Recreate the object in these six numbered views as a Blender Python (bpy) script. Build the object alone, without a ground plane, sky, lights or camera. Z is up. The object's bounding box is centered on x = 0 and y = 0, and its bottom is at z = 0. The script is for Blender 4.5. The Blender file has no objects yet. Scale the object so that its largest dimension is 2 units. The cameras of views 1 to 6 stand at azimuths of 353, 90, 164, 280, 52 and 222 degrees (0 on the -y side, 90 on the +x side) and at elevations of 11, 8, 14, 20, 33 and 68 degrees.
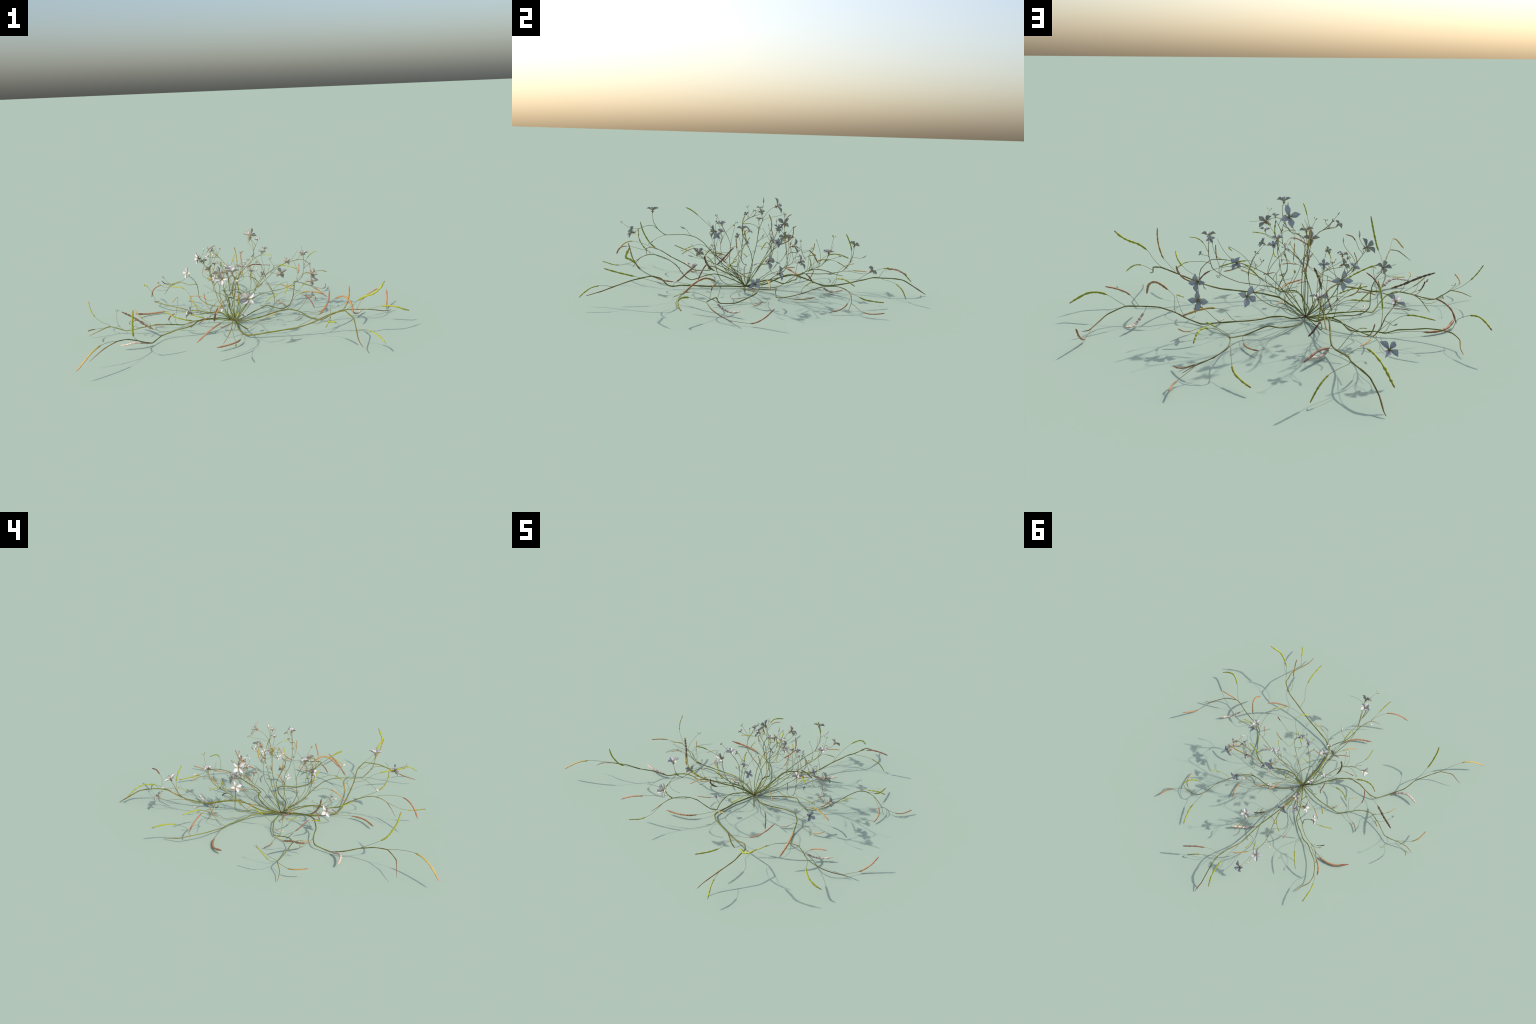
# A sprawling wild plant: prostrate and upright wiry stems fanning out from one
# crown, with bead-like seed pods on thin stalks, four-petalled pale flowers,
# spindle buds and small clusters of green flower heads.
import bpy, math, random
import numpy as np
from mathutils import Vector, Matrix, Quaternion

rng = random.Random(7)
scene = bpy.context.scene
coll = scene.collection


# ------------------------------------------------------------------ materials
def lin(r, g, b):
    f = lambda c: (c / 255 / 12.92) if c <= 10 else ((c / 255 + .055) / 1.055) ** 2.4
    return (f(r), f(g), f(b), 1)


class Nodes:
    def __init__(self, name):
        self.mat = bpy.data.materials.new(name)
        self.mat.use_nodes = True
        self.t = self.mat.node_tree
        self.bsdf = self.t.nodes['Principled BSDF']
        self.out = self.t.nodes['Material Output']

    def n(self, kind, **kw):
        x = self.t.nodes.new('ShaderNode' + kind)
        for k, v in kw.items():
            setattr(x, k, v)
        return x

    def link(self, a, b):
        self.t.links.new(a, b)

    def math(self, op, a, b=None, clamp=False):
        m = self.n('Math', operation=op, use_clamp=clamp)
        for i, v in enumerate((a, b)):
            if v is None:
                continue
            if isinstance(v, (int, float)):
                m.inputs[i].default_value = v
            else:
                self.link(v, m.inputs[i])
        return m.outputs[0]

    def mix(self, fac, a, b, blend='MIX'):
        m = self.n('Mix', data_type='RGBA', blend_type=blend)
        for sock, v in ((m.inputs[0], fac), (m.inputs[6], a), (m.inputs[7], b)):
            if isinstance(v, (int, float, tuple)):
                sock.default_value = v
            else:
                self.link(v, sock)
        return m.outputs[2]

    def ramp(self, fac, stops):
        r = self.n('ValToRGB')
        e = r.color_ramp.elements
        while len(e) < len(stops):
            e.new(.5)
        for el, (p, c) in zip(e, stops):
            el.position, el.color = p, c
        self.link(fac, r.inputs[0])
        return r.outputs[0]

    def noise(self, scale, detail=3, vec=None):
        x = self.n('TexNoise')
        x.inputs['Scale'].default_value = scale
        x.inputs['Detail'].default_value = detail
        if vec is not None:
            self.link(vec, x.inputs['Vector'])
        return x.outputs[0]


def along(N):
    """0 at the object's origin (where the piece is attached) .. 1 at its far end."""
    co = N.n('TexCoord').outputs['Object']
    ln = N.n('VectorMath', operation='LENGTH')
    N.link(co, ln.inputs[0])
    a = N.n('Attribute', attribute_type='OBJECT', attribute_name='["reach"]')
    return N.math('DIVIDE', ln.outputs['Value'], a.outputs['Fac'], clamp=True), co


def finish(N, col, rough=.6, bump_scale=0, bump=.2, co=None, spec=.25):
    N.link(col, N.bsdf.inputs['Base Color'])
    N.bsdf.inputs['Roughness'].default_value = rough
    N.bsdf.inputs['Specular IOR Level'].default_value = spec
    if bump_scale:
        b = N.n('Bump')
        b.inputs['Strength'].default_value = bump
        b.inputs['Distance'].default_value = .002
        N.link(N.noise(bump_scale, 4, co), b.inputs['Height'])
        N.link(b.outputs[0], N.bsdf.inputs['Normal'])
    return N.mat


def tube_material(name, stops, vary=.25, hue=.012):
    """colours run from the attachment to the tip, blotched and varied per piece"""
    N = Nodes(name)
    t, co = along(N)
    blot = N.noise(38, 3, co)
    t2 = N.math('ADD', t, N.math('MULTIPLY', N.math('SUBTRACT', blot, .5), .35), clamp=True)
    col = N.ramp(t2, stops)
    fine = N.noise(160, 2, co)
    dark = N.mix(N.math('MULTIPLY', fine, .5), col, (.5, .47, .42, 1), 'MULTIPLY')
    info = N.n('ObjectInfo').outputs['Random']
    hs = N.n('HueSaturation')
    N.link(dark, hs.inputs['Color'])
    N.link(N.math('ADD', N.math('MULTIPLY', info, vary), 1.12 - vary / 2), hs.inputs['Value'])
    N.link(N.math('ADD', N.math('MULTIPLY', info, 2 * hue), .5 - hue), hs.inputs['Hue'])
    return finish(N, hs.outputs[0], .55, 220, .25, co)


STEM_GREEN = lin(104, 114, 38)
STEM_OLIVE = lin(118, 108, 44)
STEM_BROWN = lin(128, 92, 54)
M = {}
M['stem'] = tube_material('stem_skin', [(0, lin(104, 86, 54)), (.07, STEM_GREEN), (.3, lin(114, 110, 44)), (.45, STEM_GREEN), (.62, lin(116, 102, 50)), (.74, STEM_GREEN), (.88, STEM_OLIVE), (1, STEM_BROWN)], .30, .014)
M['green'] = tube_material('green_pod_skin', [(0, lin(132, 138, 44)), (.3, lin(156, 160, 40)), (.85, lin(160, 162, 46)), (1, lin(134, 116, 64))], .24)  # base colour darkened, less yellow, to match pods seen in shade
M['straw'] = tube_material('straw_pod_skin', [(0, lin(126, 122, 54)), (.3, lin(176, 150, 78)), (.75, lin(190, 154, 88)), (1, lin(172, 122, 94))], .2)
M['tan'] = tube_material('tan_pod_skin', [(0, lin(140, 118, 78)), (.3, lin(162, 122, 84)), (.6, lin(176, 132, 88)), (1, lin(150, 106, 80))], .24)
M['russet'] = tube_material('russet_pod_skin', [(0, lin(128, 106, 72)), (.35, lin(144, 106, 84)), (1, lin(140, 102, 86))], .2)
M['dark'] = tube_material('dark_pod_skin', [(0, lin(124, 104, 70)), (.3, lin(112, 90, 68)), (1, lin(98, 76, 60))], .2)
M['pale'] = tube_material('pale_pod_skin', [(0, lin(150, 134, 118)), (.35, lin(184, 166, 152)), (.8, lin(206, 190, 174)), (1, lin(200, 180, 160))], .15)
M['stalk'] = tube_material('stalk_skin', [(0, lin(112, 112, 44)), (.6, lin(126, 112, 56)), (1, lin(134, 104, 66))], .25)


def petal_material():
    # object space: petal base at x=0, tip at x=1, half width ~.2 along y
    N = Nodes('petal_skin')
    co = N.n('TexCoord').outputs['Object']
    s = N.n('SeparateXYZ')
    N.link(co, s.inputs[0])
    x, y = s.outputs[0], N.math('ABSOLUTE', s.outputs[1])
    # half-width of the blade at x, the same rule as the mesh
    grow = N.math('POWER', N.math('DIVIDE', N.math('MAXIMUM', x, .02), .52), -2.4)
    fade = N.math('POWER', N.math('DIVIDE', N.math('MAXIMUM', N.math('SUBTRACT', 1.0, x), .01), .48), -3.2)
    w = N.math('MULTIPLY', N.math('POWER', N.math('ADD', grow, fade), -.3333), .35)
    edge = N.math('DIVIDE', y, N.math('ADD', w, .012), clamp=True)
    rim = N.math('MULTIPLY', N.math('SUBTRACT', edge, .76), 4.0, clamp=True)
    tip = N.math('MULTIPLY', N.math('SUBTRACT', x, .86), 5.0, clamp=True)
    wv = N.n('TexWave', wave_type='BANDS', bands_direction='Y')
    wv.inputs['Scale'].default_value = 9
    wv.inputs['Distortion'].default_value = 1.5
    N.link(co, wv.inputs['Vector'])
    vein = N.math('MULTIPLY', wv.outputs['Fac'], .22)
    base = N.ramp(x, [(0, lin(128, 126, 84)), (.16, lin(186, 184, 176)), (.5, lin(204, 202, 201)), (1, lin(194, 192, 200))])  # greys lowered toward the shaded petals, then lifted part way to sunlit white
    base = N.mix(vein, base, lin(150, 150, 152))
    base = N.mix(N.math('MULTIPLY', N.math('MAXIMUM', rim, tip), .78), base, lin(58, 60, 74))
    blot = N.noise(5, 3, co)
    base = N.mix(N.math('MULTIPLY', blot, .25), base, lin(150, 150, 148))
    # the underside is darker and greener than the top
    under = N.n('SeparateXYZ')
    N.link(N.n('TexCoord').outputs['Normal'], under.inputs[0])
    back = N.math('MULTIPLY', N.math('LESS_THAN', under.outputs[2], 0.0), .62)
    base = N.mix(back, base, lin(122, 122, 104))
    N.link(base, N.bsdf.inputs['Base Color'])
    N.bsdf.inputs['Roughness'].default_value = .6
    N.bsdf.inputs['Specular IOR Level'].default_value = .2
    return N.mat


M['petal'] = petal_material()
N = Nodes('calyx_skin')
co = N.n('TexCoord').outputs['Object']
M['calyx'] = finish(N, N.mix(N.noise(300, 2, co), lin(128, 104, 66), lin(176, 140, 110)), .6)
N = Nodes('stamen_skin')
co = N.n('TexCoord').outputs['Object']
M['stamen'] = finish(N, N.mix(N.noise(200, 2, co), lin(150, 150, 60), lin(196, 172, 96)), .6)
N = Nodes('bud_skin')
t, co = along(N)
M['bud'] = finish(N, N.ramp(t, [(0, lin(128, 104, 72)), (.22, lin(176, 150, 144)), (.45, lin(196, 192, 188)), (.72, lin(192, 188, 184)), (.86, lin(150, 150, 96)), (1, lin(120, 128, 50))]), .55)
N = Nodes('flower_head_skin')
co = N.n('TexCoord').outputs['Object']
M['head'] = finish(N, N.mix(N.noise(150, 2, co), lin(120, 128, 44), lin(150, 120, 60)), .55)


# ------------------------------------------------------------------ geometry
def spline(pts, m=8):
    """Catmull-Rom through the control points"""
    c = np.asarray(pts, float)
    p = np.vstack([2 * c[0] - c[1], c, 2 * c[-1] - c[-2]])
    out = []
    for i in range(1, len(p) - 2):
        a, b, q, d = p[i - 1:i + 3]
        for t in np.arange(m) / m:
            out.append(.5 * (2 * b + (q - a) * t + (2 * a - 5 * b + 4 * q - d) * t * t + (3 * b - a - 3 * q + d) * t ** 3))
    out.append(c[-1])
    return np.array(out)


def spline_straight(c, m):
    q = c[:-1, None] + (c[1:] - c[:-1])[:, None] * (np.arange(m) / m)[None, :, None]
    return np.vstack([q.reshape(-1, 3), c[-1:]])


def even(p, n):
    d = np.r_[0, np.cumsum(np.linalg.norm(np.diff(p, axis=0), axis=1))]
    t = np.linspace(0, d[-1], n)
    return np.stack([np.interp(t, d, p[:, k]) for k in range(3)], -1)


def length(p):
    return float(np.linalg.norm(np.diff(p, axis=0), axis=1).sum())


def tube_data(path, radii, sides, flat=None, spin=0.):
    """vertices and faces of a closed tube along a path (parallel-transported rings)"""
    n = len(path)
    tan = np.gradient(path, axis=0)
    tan /= np.linalg.norm(tan, axis=1, keepdims=True) + 1e-12
    up = np.array([0, 0, 1.]) if abs(tan[0, 2]) < .9 else np.array([1., 0, 0])
    u = np.cross(tan[0], up)
    u /= np.linalg.norm(u)
    ang = np.linspace(0, 2 * math.pi, sides, endpoint=False) + spin
    V, F = [], []
    for i in range(n):
        u = u - tan[i] * (u @ tan[i])
        u /= np.linalg.norm(u)
        w = np.cross(tan[i], u)
        k = 1. if flat is None else flat
        V.append(path[i] + radii[i] * (np.cos(ang)[:, None] * u + k * np.sin(ang)[:, None] * w))
    V = np.concatenate(V)
    for i in range(n - 1):
        for j in range(sides):
            a, b = i * sides + j, i * sides + (j + 1) % sides
            F.append((a, b, b + sides, a + sides))
    F.append(tuple(range(sides))[::-1])
    F.append(tuple((n - 1) * sides + j for j in range(sides)))
    return V, F


def mesh_object(name, V, F, mat, parent, origin=(0, 0, 0), smooth=True):
    me = bpy.data.meshes.new(name)
    o = np.asarray(origin, float)
    me.from_pydata([tuple(v) for v in (np.asarray(V) - o)], [], F)
    me.polygons.foreach_set('use_smooth', [smooth] * len(me.polygons))
    me.materials.append(mat)
    me.update()
    ob = bpy.data.objects.new(name, me)
    ob.location = o
    ob.parent = parent
    coll.objects.link(ob)
    return ob


plant = bpy.data.objects.new('wild_weed_plant', None)
plant['label'] = 'sprawling wiry weed with beaded pods and pale four-petalled flowers'
plant['category'] = 'wild plant'
coll.objects.link(plant)

STEMS = []          # dense centre lines and radii, for attaching smaller parts


def stem(r0, r1, *pts):
    r0, r1 = r0 * .88, r1 * .94
    c = np.asarray(pts)
    p = .55 * spline(c, 6) + .45 * spline_straight(c, 6)          # stems are slightly angular at their nodes
    n = len(p)
    t = np.linspace(0, 1, n)
    r = r0 + (r1 - r0) * t ** .9
    r *= np.interp(t, [0, .12, .93, 1], [.72, 1, 1, .45])
    r *= 1 + .10 * np.sin(np.arange(n) * .8 + r0 * 9e3) * (t > .05)      # slightly knotty
    r[-1] *= .35
    r *= 1 + .07 * np.sin(t * 61 + r0 * 5e3)
    V, F = tube_data(p, r, 8)
    V[:, 2] = np.maximum(V[:, 2], .0005)
    ob = mesh_object('stem', V, F, M['stem'], plant, p[0])
    ob['reach'] = float(np.linalg.norm(p - p[0], axis=1).max())
    STEMS.append((p, r))
    return ob


def cane(r0, r1, P, T, lean=.55, bow=0.):
    """an upright stem of its own from the crown to P, arriving along T"""
    A = np.array([-.064, -.075, .012])
    P, T = np.asarray(P, float), unit(T)
    d = np.linalg.norm(P - A)
    out = unit(np.array([P[0] - A[0], P[1] - A[1], 0]))
    side = np.array([-out[1], out[0], 0])
    m0 = (out * lean + np.array([0, 0, 1 - lean * .55]) + side * bow) * d * 1.2
    m1 = T * d * .9
    t = np.linspace(0, 1, 9)[:, None]
    q = (2 * t ** 3 - 3 * t ** 2 + 1) * A + (t ** 3 - 2 * t ** 2 + t) * m0 + (-2 * t ** 3 + 3 * t ** 2) * P + (t ** 3 - t ** 2) * m1
    q[1:-1] += np.array([[rng.uniform(-1, 1), rng.uniform(-1, 1), rng.uniform(-.6, .6)] for _ in range(7)]) * d * .022
    return stem(r0, r1, *[tuple(v) for v in q])


def attachment(P, T):
    """best place on the stems for a stalk that reaches P travelling along T"""
    best = None
    for si, (p, r) in enumerate(STEMS):
        d = P - p
        L = np.linalg.norm(d, axis=1) + 1e-6
        cosv = (d @ T) / L
        tan = np.gradient(p, axis=0)
        tan /= np.linalg.norm(tan, axis=1, keepdims=True) + 1e-9
        fwd = (d * tan).sum(1) / L                         # leave the stem going outwards
        cost = np.maximum(L, .004) * (1 + .55 * (1 - cosv) + .45 * (1 - fwd))
        i = int(np.argmin(cost))
        if best is None or cost[i] < best[0]:
            best = (cost[i], p[i], tan[i], r[i])
    return best[1:]


def stalk_path(P, T, n=14):
    """a stalk curving from the nearest stem to P, arriving along T"""
    A, ta, ra = attachment(P, T)
    d = np.linalg.norm(P - A)
    if d < .004:
        return np.array([A, (A + P) / 2, P])
    out = (P - A) / d
    m0 = (.55 * ta + .65 * out) * d
    m1 = T * d * .9
    t = np.linspace(0, 1, n)[:, None]
    return ((2 * t ** 3 - 3 * t ** 2 + 1) * A + (t ** 3 - 2 * t ** 2 + t) * m0 + (-2 * t ** 3 + 3 * t ** 2) * P + (t ** 3 - t ** 2) * m1)


def unit(v):
    v = np.asarray(v, float)
    return v / (np.linalg.norm(v) + 1e-12)


POD_FAT = {'green': .054, 'straw': .048, 'tan': .054, 'russet': .054, 'dark': .086, 'pale': .088}


def pod(kind, start, *pts):
    """a seed pod: its curve, the share of it that is still thin stalk, and its beads"""
    p = even(spline(pts, 10), 61)
    full = length(p)
    k0 = int(round(start * 60))
    body = p[k0:]
    lb = length(body)
    # the stalk, continued to the nearest stem where the curve does not reach it
    T = unit(p[3] - p[0])
    root = stalk_path(p[0], T)
    st = np.vstack([root[:-1], p[:k0 + 2]]) if k0 > 0 else np.vstack([root, p[1:2]])
    keep = np.r_[True, np.linalg.norm(np.diff(st, axis=0), axis=1) > 1e-5]
    st = even(st[keep], max(8, int(length(st) / .008)))
    rs = np.linspace(.0011, .0009, len(st))
    V, F = tube_data(st, rs, 6)
    w = min((.0028 + lb * POD_FAT[kind] * .82) * rng.uniform(.92, 1.12), .0155) / 2
    n = max(40, int(lb / .0022))
    body = even(body, n)
    t = np.linspace(0, 1, n)
    env = np.clip(t / .10, 0, 1) ** .7 * np.clip((1 - t) / .14, 0, 1) ** .45
    env = np.maximum(env, np.interp(t, [0, .02, .97, 1], [.3, .3, .3, .12]))
    amp = {'green': .21, 'straw': .10, 'tan': .12, 'russet': .11, 'dark': .22, 'pale': .16}[kind] * rng.uniform(.5, 1.3)
    beads = max(3, int(lb / .026)) + rng.randint(-1, 1)
    ph = rng.uniform(0, 6.28)
    wob = t * beads + .3 * np.sin(t * 9 + ph) + .12 * np.sin(t * 31 + 2 * ph)
    r = w * env * (1 - amp + amp * np.cos(2 * math.pi * wob + ph)) * (1 + .08 * np.sin(t * 23 + ph))
    k = rng.uniform(.72, .95)
    V2, F2 = tube_data(body, r, 10, k, rng.uniform(0, 3))
    V2[:, 2] = np.maximum(V2[:, 2], .0003)
    ob = mesh_object('seed_pod', V2, F2, M[kind], plant, body[0])
    ob['reach'] = float(np.linalg.norm(body - body[0], axis=1).max())
    s = mesh_object('stalk', V, F, M['stalk'] if kind != 'green' else M['stem'], ob, (0, 0, 0))
    s.data.transform(Matrix.Translation(-Vector(st[0])))
    s.location = Vector(st[0]) - Vector(body[0])
    s['reach'] = max(length(st), .01)
    return ob


def frame(nrm, spin):
    z = Vector(nrm).normalized()
    q = z.to_track_quat('Z', 'Y')
    return q @ Quaternion((0, 0, 1), spin)


def petal_half_width(u):
    """narrow claw, widest past the middle, drawn out to a point"""
    grow = (max(u, .02) / .52) ** -2.4
    fade = (max(1 - u, .01) / .48) ** -3.2
    return .35 * (grow + fade) ** -.3333


# one petal blade: base at x=0, tip at x=1, cupped and slightly recurved
def petal_mesh(name, rise, curl, cup):
    nu, nv = 15, 9
    V, F = [], []
    for side in (1, -1):
        for i in range(nu):
            u = i / (nu - 1)
            w = petal_half_width(u)
            w = max(w, .045 * (1 - u) + .002)
            for j in range(nv):
                v = j / (nv - 1) * 2 - 1
                z = rise * u - curl * u ** 2.6 + cup * (v * v) * w * 2.2 - .012 * math.cos(v * 9) * w * 4
                V.append((u, v * w, z + side * .007))
    off = nu * nv
    for i in range(nu - 1):
        for j in range(nv - 1):
            a = i * nv + j
            F.append((a, a + nv, a + nv + 1, a + 1))
            b = a + off
            F.append((b, b + 1, b + nv + 1, b + nv))
    rim = [i * nv for i in range(nu)] + [(nu - 1) * nv + j for j in range(1, nv)] + [i * nv + nv - 1 for i in range(nu - 2, -1, -1)] + list(range(nv - 2, 0, -1))
    for a, b in zip(rim, rim[1:] + rim[:1]):
        F.append((b, a, a + off, b + off))
    me = bpy.data.meshes.new(name)
    me.from_pydata(V, [], F)
    me.polygons.foreach_set('use_smooth', [True] * len(me.polygons))
    me.materials.append(M['petal'])
    me.update()
    return me


PETALS = [petal_mesh('petal', *a) for a in ((.40, .20, .5), (.34, .08, .4), (.55, .30, .35), (.28, .18, .55))]


def small_parts(parts):
    """join several tubes into one vertex and face list"""
    V, F, n = [], [], 0
    for v, f in parts:
        V.append(v)
        F += [tuple(i + n for i in g) for g in f]
        n += len(v)
    return np.concatenate(V), F


def calyx_mesh():
    parts = []
    cup = np.array([(0, 0, z) for z in np.linspace(-.42, .02, 8)])
    parts.append(tube_data(cup, np.array([.03, .05, .075, .09, .10, .105, .10, .07]), 8))
    for k in range(4):
        a = math.pi / 4 + k * math.pi / 2
        d = np.array([math.cos(a), math.sin(a), 0])
        s = np.array([d * (.07 + .30 * q) + np.array([0, 0, -.22 + .26 * q - .1 * q * q]) for q in np.linspace(0, 1, 6)])
        parts.append(tube_data(s, np.array([.03, .045, .045, .035, .02, .006]), 6, .5))
    V, F = small_parts(parts)
    me = bpy.data.meshes.new('flower')
    me.from_pydata([tuple(v) for v in V], [], F)
    me.polygons.foreach_set('use_smooth', [True] * len(me.polygons))
    me.materials.append(M['calyx'])
    return me


def stamen_mesh():
    parts = []
    for k in range(6):
        a = k * math.pi / 3 + .3
        lean = .10 if k % 3 else .05
        s = np.array([(math.cos(a) * (.02 + lean * q), math.sin(a) * (.02 + lean * q), .30 * q) for q in np.linspace(0, 1, 6)])
        parts.append(tube_data(s, np.array([.012, .012, .012, .014, .028, .012]), 5))
    s = np.array([(0, 0, z) for z in np.linspace(0, .26, 5)])
    parts.append(tube_data(s, np.array([.03, .03, .026, .03, .02]), 6))
    V, F = small_parts(parts)
    me = bpy.data.meshes.new('stamen')
    me.from_pydata([tuple(v) for v in V], [], F)
    me.polygons.foreach_set('use_smooth', [True] * len(me.polygons))
    me.materials.append(M['stamen'])
    return me


CALYX, STAMEN = calyx_mesh(), stamen_mesh()


def stalk(P, T, r=.0010, parent=None):
    path = stalk_path(P, T)
    path = even(path, max(8, int(length(path) / .008)))
    V, F = tube_data(path, np.linspace(r * 1.15, r, len(path)), 6)
    ob = mesh_object('stalk', V, F, M['stalk'], parent or plant, path[0])
    ob['reach'] = max(length(path), .01)
    return ob


def flower(centre, nrm, size, toward=None):
    """centre of the corolla, the way it faces, petal length, where one petal points"""
    size *= 1.12
    c, z = np.array(centre, float), unit(nrm)
    spin = rng.uniform(0, 1.57)
    if toward is not None:
        d = frame(z, 0).inverted() @ Vector(toward)
        spin = math.atan2(d.y, d.x)
    q = frame(z, spin)
    fl = bpy.data.objects.new('flower', CALYX)
    fl.matrix_local = Matrix.LocRotScale(Vector(c), q, Vector((size,) * 3))
    fl.parent = plant
    coll.objects.link(fl)
    for k in range(4):
        pe = bpy.data.objects.new('petal', PETALS[rng.randrange(4)])
        a = k * math.pi / 2 + rng.uniform(-.13, .13)
        tilt = rng.uniform(-.14, .22)
        pe.matrix_local = Matrix.Rotation(a, 4, 'Z') @ Matrix.Translation((.03, 0, 0)) @ Matrix.Rotation(-tilt, 4, 'Y') @ Matrix.Diagonal((rng.uniform(.9, 1.08), rng.uniform(.9, 1.1), 1, 1))
        pe.parent = fl
        coll.objects.link(pe)
    s = bpy.data.objects.new('stamen', STAMEN)
    s['kind'] = 'stuff'
    s.parent = fl
    coll.objects.link(s)
    stalk(c - z * size * .40, z)


BUD_T = np.linspace(0, 1, 14)
BUD_R = np.interp(BUD_T, [0, .08, .3, .5, .7, .8, 1], [.03, .07, .13, .15, .09, .055, .03])


def bud(centre, direction=None, size=.030):
    c = np.array(centre, float)
    T = None if direction is None else unit(direction)
    if T is None:
        A, ta, ra = attachment(c, np.array([0, 0, 1.]))
        T = unit(unit(c - A) + .25 * ta)
    p = c + np.outer(BUD_T - .5, T) * size
    V, F = tube_data(p, BUD_R * size, 8)
    ob = mesh_object('bud', V, F, M['bud'], plant, p[0])
    ob['reach'] = size
    stalk(p[0], T, .0009)


def heads_at(c, T, n, parent):
    parts = []
    for k in range(n):
        d = unit(T * 1.1 + np.array([rng.uniform(-1, 1), rng.uniform(-1, 1), rng.uniform(-.4, 1)]))
        L = rng.uniform(.008, .019)
        s = np.array([c + (T * (1 - q) + d * q) * L * q for q in np.linspace(0, 1, 6)])
        parts.append(tube_data(s, np.full(6, .0006), 5))
        e = np.array([s[-1] + d * z for z in np.linspace(-.001, .006, 6)])
        parts.append(tube_data(e, np.array([.0007, .0015, .0019, .0020, .0015, .0006]), 6))
    V, F = small_parts(parts)
    ob = mesh_object('flower_head', V, F, M['head'], parent, c)
    ob['kind'] = 'stuff'


def flower_head(centre, n=4):
    """a tight cluster of unopened green heads on short bent stalks"""
    c = np.array(centre, float)
    T = unit(c - attachment(c, np.array([0, 0, 1.]))[0])
    heads_at(c, T, n, plant)
    stalk(c, T, .0008)


# ------------------------------------------------------------------ the plant
# stems: radius at the crown, radius at the tip, spine
stem(0.0046, 0.0026, (-0.066, -0.076, 0.012), (-0.136, -0.128, 0.045), (-0.172, -0.174, 0.063), (-0.206, -0.214, 0.073), (-0.238, -0.250, 0.084), (-0.274, -0.278, 0.091), (-0.307, -0.303, 0.089), (-0.341, -0.316, 0.070), (-0.380, -0.323, 0.061), (-0.428, -0.317, 0.051), (-0.476, -0.316, 0.036), (-0.524, -0.331, 0.026), (-0.553, -0.377, 0.019), (-0.580, -0.425, 0.015), (-0.605, -0.461, 0.030), (-0.632, -0.498, 0.048), (-0.646, -0.539, 0.065), (-0.657, -0.582, 0.083), (-0.681, -0.620, 0.100), (-0.708, -0.660, 0.118), (-0.734, -0.700, 0.128), (-0.760, -0.736, 0.134), (-0.796, -0.761, 0.125), (-0.832, -0.783, 0.111), (-0.871, -0.785, 0.082), (-0.910, -0.788, 0.050))
stem(0.0052, 0.0032, (-0.064, -0.075, 0.012), (-0.064, -0.110, 0.009), (-0.064, -0.171, 0.010), (-0.064, -0.244, 0.008), (-0.057, -0.295, 0.006), (-0.048, -0.354, 0.009), (-0.032, -0.408, 0.013), (0.002, -0.430, 0.018), (0.039, -0.447, 0.026), (0.089, -0.456, 0.034), (0.137, -0.465, 0.040), (0.184, -0.473, 0.047), (0.235, -0.482, 0.054), (0.287, -0.493, 0.068), (0.341, -0.504, 0.087), (0.394, -0.512, 0.112), (0.440, -0.519, 0.133), (0.477, -0.539, 0.147), (0.514, -0.564, 0.159), (0.525, -0.606, 0.151), (0.540, -0.659, 0.139), (0.536, -0.714, 0.118), (0.529, -0.772, 0.094), (0.523, -0.823, 0.072), (0.523, -0.866, 0.058), (0.530, -0.907, 0.045))
stem(0.0042, 0.0026, (-0.064, -0.076, 0.011), (-0.002, -0.086, 0.006), (0.037, -0.093, 0.017), (0.098, -0.080, 0.024), (0.152, -0.048, 0.028), (0.207, -0.022, 0.034), (0.281, -0.006, 0.040), (0.340, -0.036, 0.031), (0.375, -0.079, 0.016), (0.407, -0.122, 0.004), (0.458, -0.197, 0.011), (0.503, -0.212, 0.036), (0.572, -0.216, 0.065), (0.629, -0.230, 0.070), (0.680, -0.247, 0.070), (0.725, -0.255, 0.070), (0.803, -0.223, 0.050), (0.848, -0.178, 0.030), (0.890, -0.128, 0.015), (0.922, -0.115, 0.016))
stem(0.0038, 0.002, (-0.064, -0.075, 0.012), (-0.024, -0.018, 0.004), (0.020, 0.024, 0.009), (0.064, 0.063, 0.019), (0.110, 0.092, 0.029), (0.160, 0.104, 0.046), (0.202, 0.099, 0.032), (0.258, 0.104, 0.014), (0.288, 0.122, 0.018), (0.317, 0.154, 0.027), (0.341, 0.200, 0.042), (0.360, 0.249, 0.061), (0.374, 0.302, 0.085), (0.388, 0.355, 0.105), (0.397, 0.423, 0.111), (0.420, 0.473, 0.100), (0.464, 0.497, 0.083), (0.499, 0.499, 0.069), (0.547, 0.494, 0.050), (0.594, 0.474, 0.017))
stem(0.004, 0.0026, (-0.064, -0.075, 0.012), (-0.104, -0.019, 0.025), (-0.140, 0.038, 0.038), (-0.170, 0.092, 0.033), (-0.189, 0.146, 0.012), (-0.232, 0.181, 0.010), (-0.280, 0.208, 0.017), (-0.322, 0.233, 0.014), (-0.372, 0.243, 0.027), (-0.423, 0.275, 0.035), (-0.477, 0.305, 0.044), (-0.519, 0.349, 0.048), (-0.549, 0.397, 0.047), (-0.555, 0.451, 0.035), (-0.531, 0.502, 0.021), (-0.517, 0.555, 0.012))
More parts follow.
